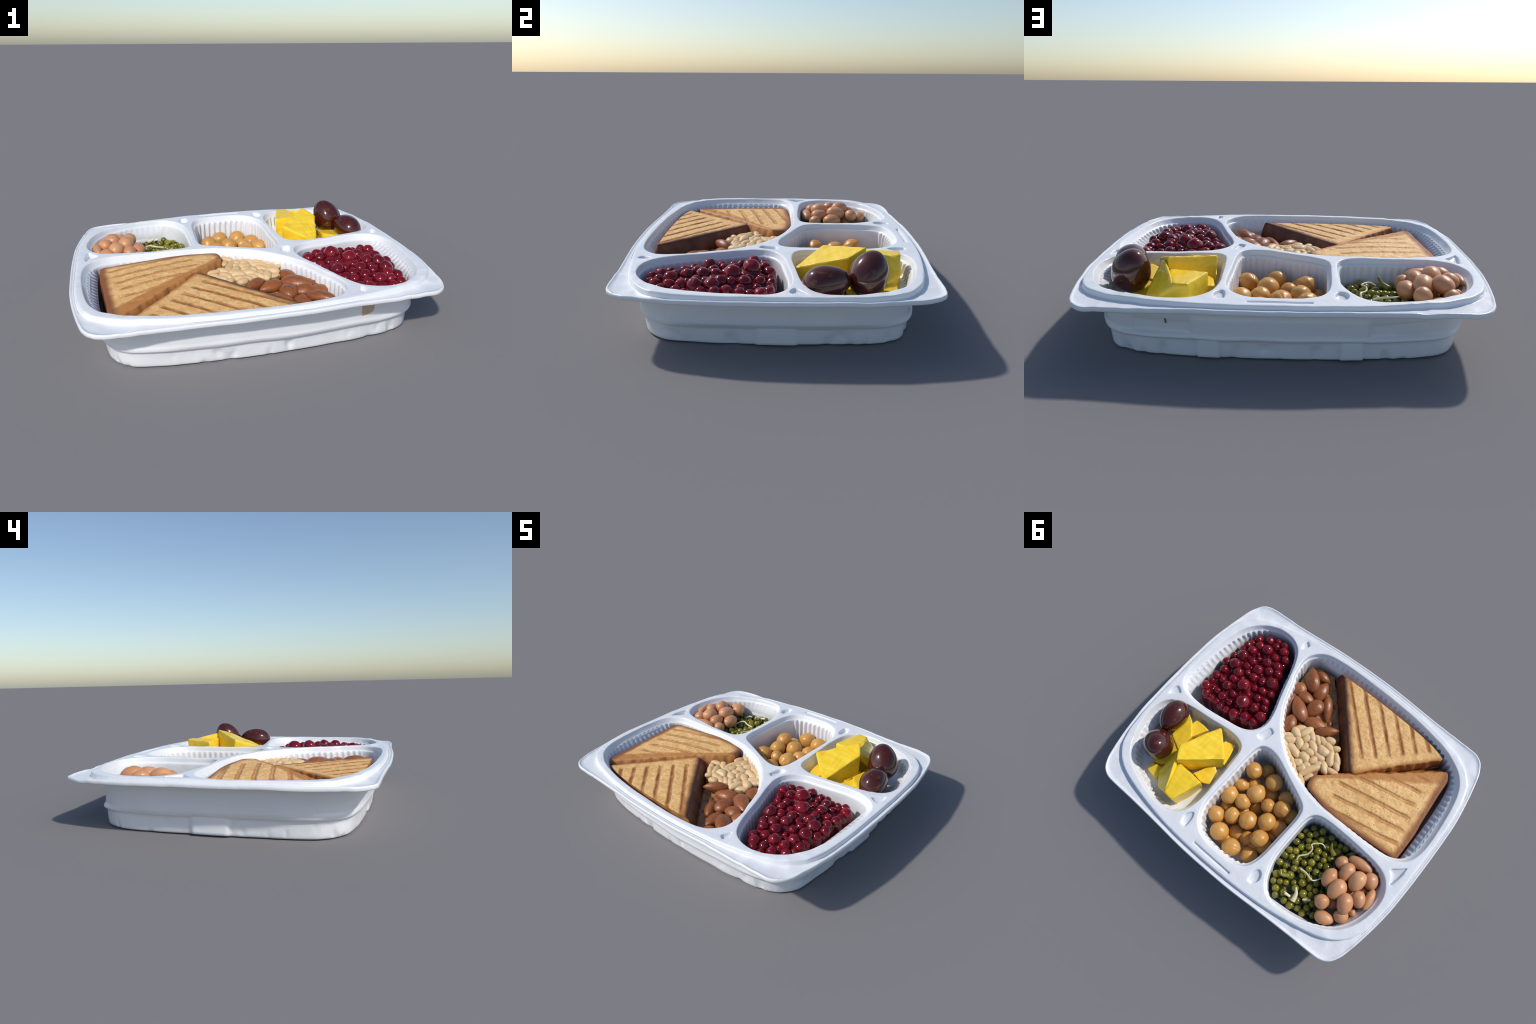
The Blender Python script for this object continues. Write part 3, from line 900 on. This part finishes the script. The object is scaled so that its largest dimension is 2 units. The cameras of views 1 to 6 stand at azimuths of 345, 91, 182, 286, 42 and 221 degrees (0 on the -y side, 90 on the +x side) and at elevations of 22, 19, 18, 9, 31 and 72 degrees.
# ---------------------------------------------------------------- pineapple chunks
def pineapple_material():
    n = Nodes("pineapple_flesh", .27)
    n.b.inputs["Subsurface Weight"].default_value = .08
    n.b.inputs["Subsurface Radius"].default_value = (.02, .012, .003)
    co = n.mapping((3, 14, 14), (0, .3, .7))
    fibre = n.noise(3.0, 4, co)
    blotch = n.noise(7, 3)
    c = n.mix(n.step(fibre, .35, .68), (.88, .57, .022), (.92, .655, .045))
    c = n.mix(n.step(blotch, .56, .75), c, (.82, .52, .025))
    n.bump(fibre, .22, .006)
    return n.done(c)
PINE_MAT = pineapple_material()
CHUNKS = [
    [(.562, .435, .380), (.592, .37, .358), (.535, .472, .349), (.588, .506, .310), (.475, .643, .328), (.560, .640, .26), (.632, .56, .24), (.49, .645, .26), (.597, .414, .325),
     (.50, .50, .17), (.59, .60, .17), (.63, .50, .17)],
    [(.333, .254, .341), (.512, .088, .272), (.601, .366, .362), (.539, .456, .397), (.345, .285, .215), (.515, .10, .17), (.61, .34, .20), (.54, .475, .21)],
    [(.350, .457, .326), (.413, .653, .337), (.475, .645, .336), (.532, .450, .335), (.362, .45, .11), (.41, .63, .10), (.575, .635, .12), (.645, .525, .14), (.55, .42, .12)],
    [(.440, .142, .252), (.366, .120, .250), (.336, .270, .245), (.45, .28, .245), (.39, .14, .10), (.37, .26, .09), (.45, .15, .09), (.45, .27, .09)],
    [(.455, .436, .252), (.385, .302, .256), (.345, .325, .245), (.328, .421, .240), (.368, .446, .248), (.46, .43, .08), (.40, .30, .08), (.37, .41, .08)],
    [(.742, .150, .258), (.690, .18, .266), (.618, .262, .262), (.632, .38, .250), (.735, .330, .255), (.73, .18, .12), (.63, .25, .12), (.64, .37, .12), (.73, .33, .12)],
    [(.640, .355, .246), (.735, .335, .248), (.715, .540, .215), (.605, .460, .226), (.660, .520, .208), (.64, .37, .12), (.73, .35, .12), (.70, .53, .12), (.60, .46, .12)],
    [(.680, .142, .240), (.686, .187, .25), (.624, .262, .25), (.574, .153, .240), (.68, .15, .09), (.62, .25, .09), (.58, .16, .09)],
    [(.705, .598, .222), (.61, .612, .225), (.722, .54, .22), (.62, .52, .23), (.69, .58, .15), (.63, .59, .15), (.70, .53, .15), (.63, .53, .15)],
    [(.46, .24, .235), (.60, .22, .235), (.61, .38, .24), (.45, .38, .24), (.46, .25, .07), (.60, .23, .07), (.60, .38, .07), (.47, .37, .07)],
    [(.60, .40, .215), (.70, .42, .20), (.68, .55, .185), (.56, .56, .20), (.60, .42, .06), (.68, .44, .06), (.66, .54, .06), (.57, .55, .06)],
    [(.33, .43, .16), (.45, .42, .17), (.44, .30, .17), (.33, .30, .16), (.34, .42, .06), (.44, .41, .06), (.43, .31, .06), (.34, .31, .06)],
]
def chunk(points, seed):
    org = Vector(np.array(points).mean(0))
    org.z = min(p[2] for p in points)
    bm = bmesh.new()
    for p in points:
        bm.verts.new(Vector(p) - org)
    bmesh.ops.convex_hull(bm, input=bm.verts)
    bmesh.ops.delete(bm, geom=[v for v in bm.verts if not v.link_faces], context="VERTS")
    bmesh.ops.dissolve_limit(bm, angle_limit=.12, verts=bm.verts, edges=bm.edges)
    bmesh.ops.bevel(bm, geom=list(bm.edges), offset=.007, segments=2, profile=.6, affect="EDGES")
    bmesh.ops.triangulate(bm, faces=bm.faces)
    for _ in range(6):
        long = [e for e in bm.edges if e.calc_length() > .014]
        if not long:
            break
        bmesh.ops.subdivide_edges(bm, edges=long, cuts=1, use_grid_fill=False)
        bmesh.ops.triangulate(bm, faces=bm.faces)
    bm.normal_update()
    for v in bm.verts:
        p = v.co + org
        v.co += v.normal * (.004 * noise.noise(p * 12 + Vector((seed, 0, 0))) + .0018 * noise.noise(Vector((p.x * 50, p.y * 14, p.z * 14 + seed))))
    me = bpy.data.meshes.new("pineapple_chunk")
    bm.to_mesh(me)
    bm.free()
    me.polygons.foreach_set("use_smooth", [True] * len(me.polygons))
    me.materials.append(PINE_MAT)
    return tag(place("pineapple_chunk", me, origin=tuple(org)), "bright yellow juicy wedge of cut pineapple", "pineapple")
for i, c in enumerate(CHUNKS):
    chunk(c, i * 3.3)

# ---------------------------------------------------------------- toasted sandwiches
def crumb_material(name, stripe_n, phase, period, end_n, end_lo, end_hi, crust_edges, cut_edges, double, strength, crust_width):
    """Toasted crumb: grain, pores, grill stripes, browned border along given edge lines (n, d)."""
    n = Nodes(name, .62)
    wob = n.math("MULTIPLY_ADD", n.noise(9, 2), .024, -.012)
    base = n.mix(n.step(n.noise(22, 4), .35, .7), (.86, .535, .215), (.75, .42, .14))
    base = n.mix(n.math("MULTIPLY", n.step(n.noise(5.5, 3), .42, .68), .45), base, (.66, .34, .10))
    grain = n.noise(60, 3, n.mapping((1, 2.6, 1), (0, 0, math.atan2(stripe_n[1], stripe_n[0]) + 1.57)))
    base = n.mix(n.math("MULTIPLY", n.step(grain, .56, .66), .6), base, (.40, .20, .065))
    pores = n.step(n.voronoi(42, n.mapping((1, 1.8, 1), (0, 0, .6))), .12, .20, 1, 0)
    pores = n.math("MULTIPLY", pores, n.step(n.noise(14, 2), .44, .52))
    base = n.mix(n.math("MULTIPLY", pores, .85 if double else .6), base, (.20, .085, .026))
    t = n.math("ADD", n.dot((*stripe_n, 0)), wob)
    t = n.math("DIVIDE", n.math("SUBTRACT", t, phase), period)
    d = n.math("MULTIPLY", n.math("ABSOLUTE", n.math("SUBTRACT", n.math("FRACT", n.math("ADD", t, .5)), .5)), period)
    if double:
        line = n.math("MAXIMUM", n.step(n.math("ABSOLUTE", n.math("SUBTRACT", d, .009)), .001, .008, 1, 0), n.step(d, .008, .020, .65, 0))
    else:
        line = n.step(d, .006, .019, 1, 0)
    e = n.dot((*end_n, 0))
    line = n.math("MULTIPLY", line, n.step(e, end_hi - .02, end_hi + .015, 1, 0))
    line = n.math("MULTIPLY", line, n.step(e, end_lo - .02, end_lo + .02))
    line = n.math("MULTIPLY", line, n.step(n.noise(14, 2), .32, .6, .68, 1))
    c = n.mix(n.math("MULTIPLY", line, strength), base, (.40, .155, .030) if double else (.33, .115, .022))
    for edges, tint, w in ((cut_edges, (.50, .21, .05), .034), (crust_edges, (.27, .090, .022) if double else (.080, .022, .008), crust_width)):
        for nx, ny, dd in edges:
            s = n.math("ADD", n.math("SUBTRACT", dd, n.dot((nx, ny, 0))), wob)
            if tint[0] < .2:
                c = n.mix(n.step(s, w * .4, w * 1.35, .45, 0), c, (.55, .24, .055))
            c = n.mix(n.step(s, w * .05, w * .85, 1, 0), c, tint)
    n.bump(n.math("SUBTRACT", n.noise(45, 4), n.math("MULTIPLY", pores, .6)), .5, .006)
    return n.done(c)

def side_material(name, light, dark):
    n = Nodes(name, .60)
    f = n.noise(10, 4, n.mapping((1, 1, .7)))
    n.bump(n.noise(35, 4), .5, .006)
    return n.done(n.mix(n.step(f, .3, .7), dark, light))

CRUST_MAT = side_material("bread_crust", (.24, .072, .018), (.085, .022, .008))
CUT_MAT = side_material("toasted_cut", (.54, .235, .065), (.29, .10, .027))
FILL_MAT = skin("melted_filling", (.62, .30, .09), (.40, .16, .04), .35, 14, bump=.4)

def rounded_polygon(points, radius, step):
    p = np.array(points, float)
    n = len(p)
    out, edge = [], []
    for i in range(n):
        a, b, c = p[i - 1], p[i], p[(i + 1) % n]
        u, w = (a - b) / np.linalg.norm(a - b), (c - b) / np.linalg.norm(c - b)
        r = min(radius[i], .45 * np.linalg.norm(a - b), .45 * np.linalg.norm(c - b))
        s, e = b + u * r, b + w * r
        for t in np.linspace(0, 1, 9):
            out.append((1 - t) ** 2 * s + 2 * t * (1 - t) * b + t * t * e)
            edge.append(i if t > .5 else (i - 1) % n)
        nxt = p[(i + 1) % n]
        d = p[(i + 2) % n]
        r2 = min(radius[(i + 1) % n], .45 * np.linalg.norm(nxt - b), .45 * np.linalg.norm(d - nxt))
        e2 = nxt - w * r2
        m = max(2, int(np.linalg.norm(e2 - e) / step))
        for t in np.linspace(0, 1, m + 1)[1:-1]:
            out.append(e * (1 - t) + e2 * t)
            edge.append(i)
    return np.array(out), np.array(edge)

def sandwich(spec):
    name_origin = (*spec["centre"], FLOOR + .01)
    thing = empty("sandwich_half", name_origin, "triangular half of a grilled toasted sandwich with brown stripes", "sandwich")
    pts, edge = rounded_polygon(spec["corners"], spec["radius"], .008)
    if np.sum(pts[:, 0] * np.roll(pts[:, 1], -1) - pts[:, 1] * np.roll(pts[:, 0], -1)) < 0:
        pts, edge = pts[::-1], edge[::-1]
    n = len(pts)
    nout = -inward(pts, 4)
    cen = np.array(spec["centre"])
    org = np.array([*spec["centre"], FLOOR + .01])
    # edge lines in local coordinates for the shader
    def line(i):
        a, b = np.array(spec["corners"][i]), np.array(spec["corners"][(i + 1) % len(spec["corners"])])
        t = (b - a) / np.linalg.norm(b - a)
        nn = np.array([t[1], -t[0]])
        if np.dot(nn, (a + b) / 2 - cen) < 0:
            nn = -nn
        return (nn[0], nn[1], float(np.dot(nn, a - cen)))
    sn, en = np.array(spec["stripe"]), np.array(spec["end"])
    ph = spec["phase"] - float(sn @ cen)
    lo, hi = spec["span"][0] - float(en @ cen), spec["span"][1] - float(en @ cen)
    crumb = crumb_material("toasted_crumb", tuple(sn), ph, spec["period"], tuple(en), lo, hi,
                           [line(i) for i in spec["crust"]], [line(i) for i in spec["cut"]], spec["double"], spec["strength"], spec["crust_width"])
    def groove(xy):
        t = (xy @ sn - spec["phase"]) / spec["period"]
        d = np.abs((t + .5) % 1.0 - .5) * spec["period"]
        e = xy @ en
        return np.exp(-(d / .009) ** 2) * smoothstep(spec["span"][0] - .02, spec["span"][0] + .02, e) * (1 - smoothstep(spec["span"][1] - .02, spec["span"][1] + .015, e))
    def wob(i, z, k):
        x, y = pts[i]
        return k * (.7 * noise.noise(Vector((x * 14, y * 14, z * 9 + spec["seed"]))) + .5 * noise.noise(Vector((x * 34, y * 34, z * 22 + spec["seed"]))))
    def slab(z0, z1, dome, tilt_top):
        v, f, slots = [], [], []
        h = z1 - z0
        prof = [(-.022, z0), (-.006, z0 + .002), (.0, z0 + .009), (.003, z0 + .3 * h), (.004, z0 + .55 * h), (.003, z0 + .75 * h),
                (.002, z1 - .012), (.0008, z1 - .006), (-.0015, z1 - .0022), (-.0055, z1 - .0002), (-.013, z1 + .0005)]
        prev = None
        for off, z in prof:
            o = np.array([off + wob(i, z, .013 if spec["cut"] and edge[i] in spec["cut"] else .0035) for i in range(n)])
            slope = np.array([spec["flare"].get(int(edge[i]), 0.0) for i in range(n)])
            slope = np.convolve(np.concatenate([slope[-6:], slope, slope[:6]]), np.ones(13) / 13, "valid")
            o = o + slope * (spec["top"] - z) / .2
            xy = keep_inside(pts + nout * o[:, None], z, .040)
            zz = z + (tilt_top(xy) if z > (z0 + z1) / 2 else 0)
            k = len(v)
            v.extend(ring3(xy, zz).tolist())
            if prev is not None:
                bridge(f, prev, k, n)
                slots += [0 if z > z1 - .003 else (1 if int(edge[i]) in spec["crust"] else 2) for i in range(n)]
            prev = k
            first = 0
        inner = np.array(v[prev:prev + n])[:, :2]
        c = inner.mean(0)
        for t in np.linspace(.965, .03, 46):
            xy = c + (inner - c) * t
            zz = z1 + dome * (1 - t ** 3) + tilt_top(xy) - .0045 * groove(xy)
            zz = zz + np.array([.0022 * noise.noise(Vector((p[0] * 22, p[1] * 22, 1))) + .0014 * noise.noise(Vector((p[0] * 60, p[1] * 60, 1))) for p in xy])
            k = len(v)
            v.extend(ring3(xy, zz).tolist())
            bridge(f, prev, k, n)
            slots += [0] * n
            prev = k
        f.append(tuple(prev + i for i in range(n)))
        slots.append(0)
        f.append(tuple(range(n))[::-1])
        slots.append(2)
        mesh_object("bread_slice", v, f, [crumb, CRUST_MAT, CUT_MAT], thing, origin=tuple(org), slots=slots)
    flat = lambda xy: np.zeros(len(xy))
    mid = FLOOR + .01 + .5 * (spec["top"] - FLOOR)
    slab(FLOOR + .01, mid, 0, flat)
    slab(mid + .004, spec["top"], .002, spec["tilt"])
    v, f = [], []
    prev = None
    for off, z in ((-.03, mid - .010), (-.002, mid - .006), (.004, mid + .002), (-.002, mid + .010), (-.03, mid + .012)):
        slope = np.array([spec["flare"].get(int(edge[i]), 0.0) for i in range(n)]) * (spec["top"] - z) / .2
        o = np.array([off + wob(i, z + 3, .008) - (.012 if int(edge[i]) in spec["crust"] else 0) for i in range(n)]) + slope
        k = len(v)
        v.extend(ring3(keep_inside(pts + nout * o[:, None], z, .044), z).tolist())
        if prev is not None:
            bridge(f, prev, k, n)
        prev = k
    f.append(tuple(prev + i for i in range(n)))
    f.append(tuple(range(n))[::-1])
    mesh_object("filling", v, f, FILL_MAT, thing, origin=tuple(org))

sandwich(dict(corners=[(.155, -.722), (-.305, -.188), (-.710, -.642), (-.60, -.722)], radius=[.012, .03, .03, .05], centre=(-.25, -.50),
              crust=[0], cut=[1, 2, 3], flare={0: .088, 1: .03, 2: .02, 3: .02}, top=.268, tilt=lambda xy: .004 * (xy[:, 1] + .5) / .3,
              stripe=(.70, .714), phase=-.438, period=.086, end=(-.714, .70), span=(-2.0, .008), double=False, strength=1.0, crust_width=.052, seed=1.0))
sandwich(dict(corners=[(-.775, -.592), (-.225, -.098), (-.140, -.035), (-.150, .052), (-.38, .098), (-.842, .062), (-.855, -.01), (-.822, -.30), (-.805, -.56)],
              radius=[.03, .03, .035, .035, .1, .04, .04, .1, .03], centre=(-.60, -.13),
              crust=[2, 3, 4, 5, 6, 7], cut=[0, 1, 8], flare={0: .09, 1: .03}, top=.264, tilt=lambda xy: .018 * (xy[:, 0] + .6) / .45 + .010 * np.exp(-((xy[:, 0] + .5) ** 2 + (xy[:, 1] + .2) ** 2) / .04),
              stripe=(.21, -.977), phase=.029, period=.089, end=(-.977, -.21), span=(.30, .785), double=True, strength=.9, crust_width=.062, seed=5.0))
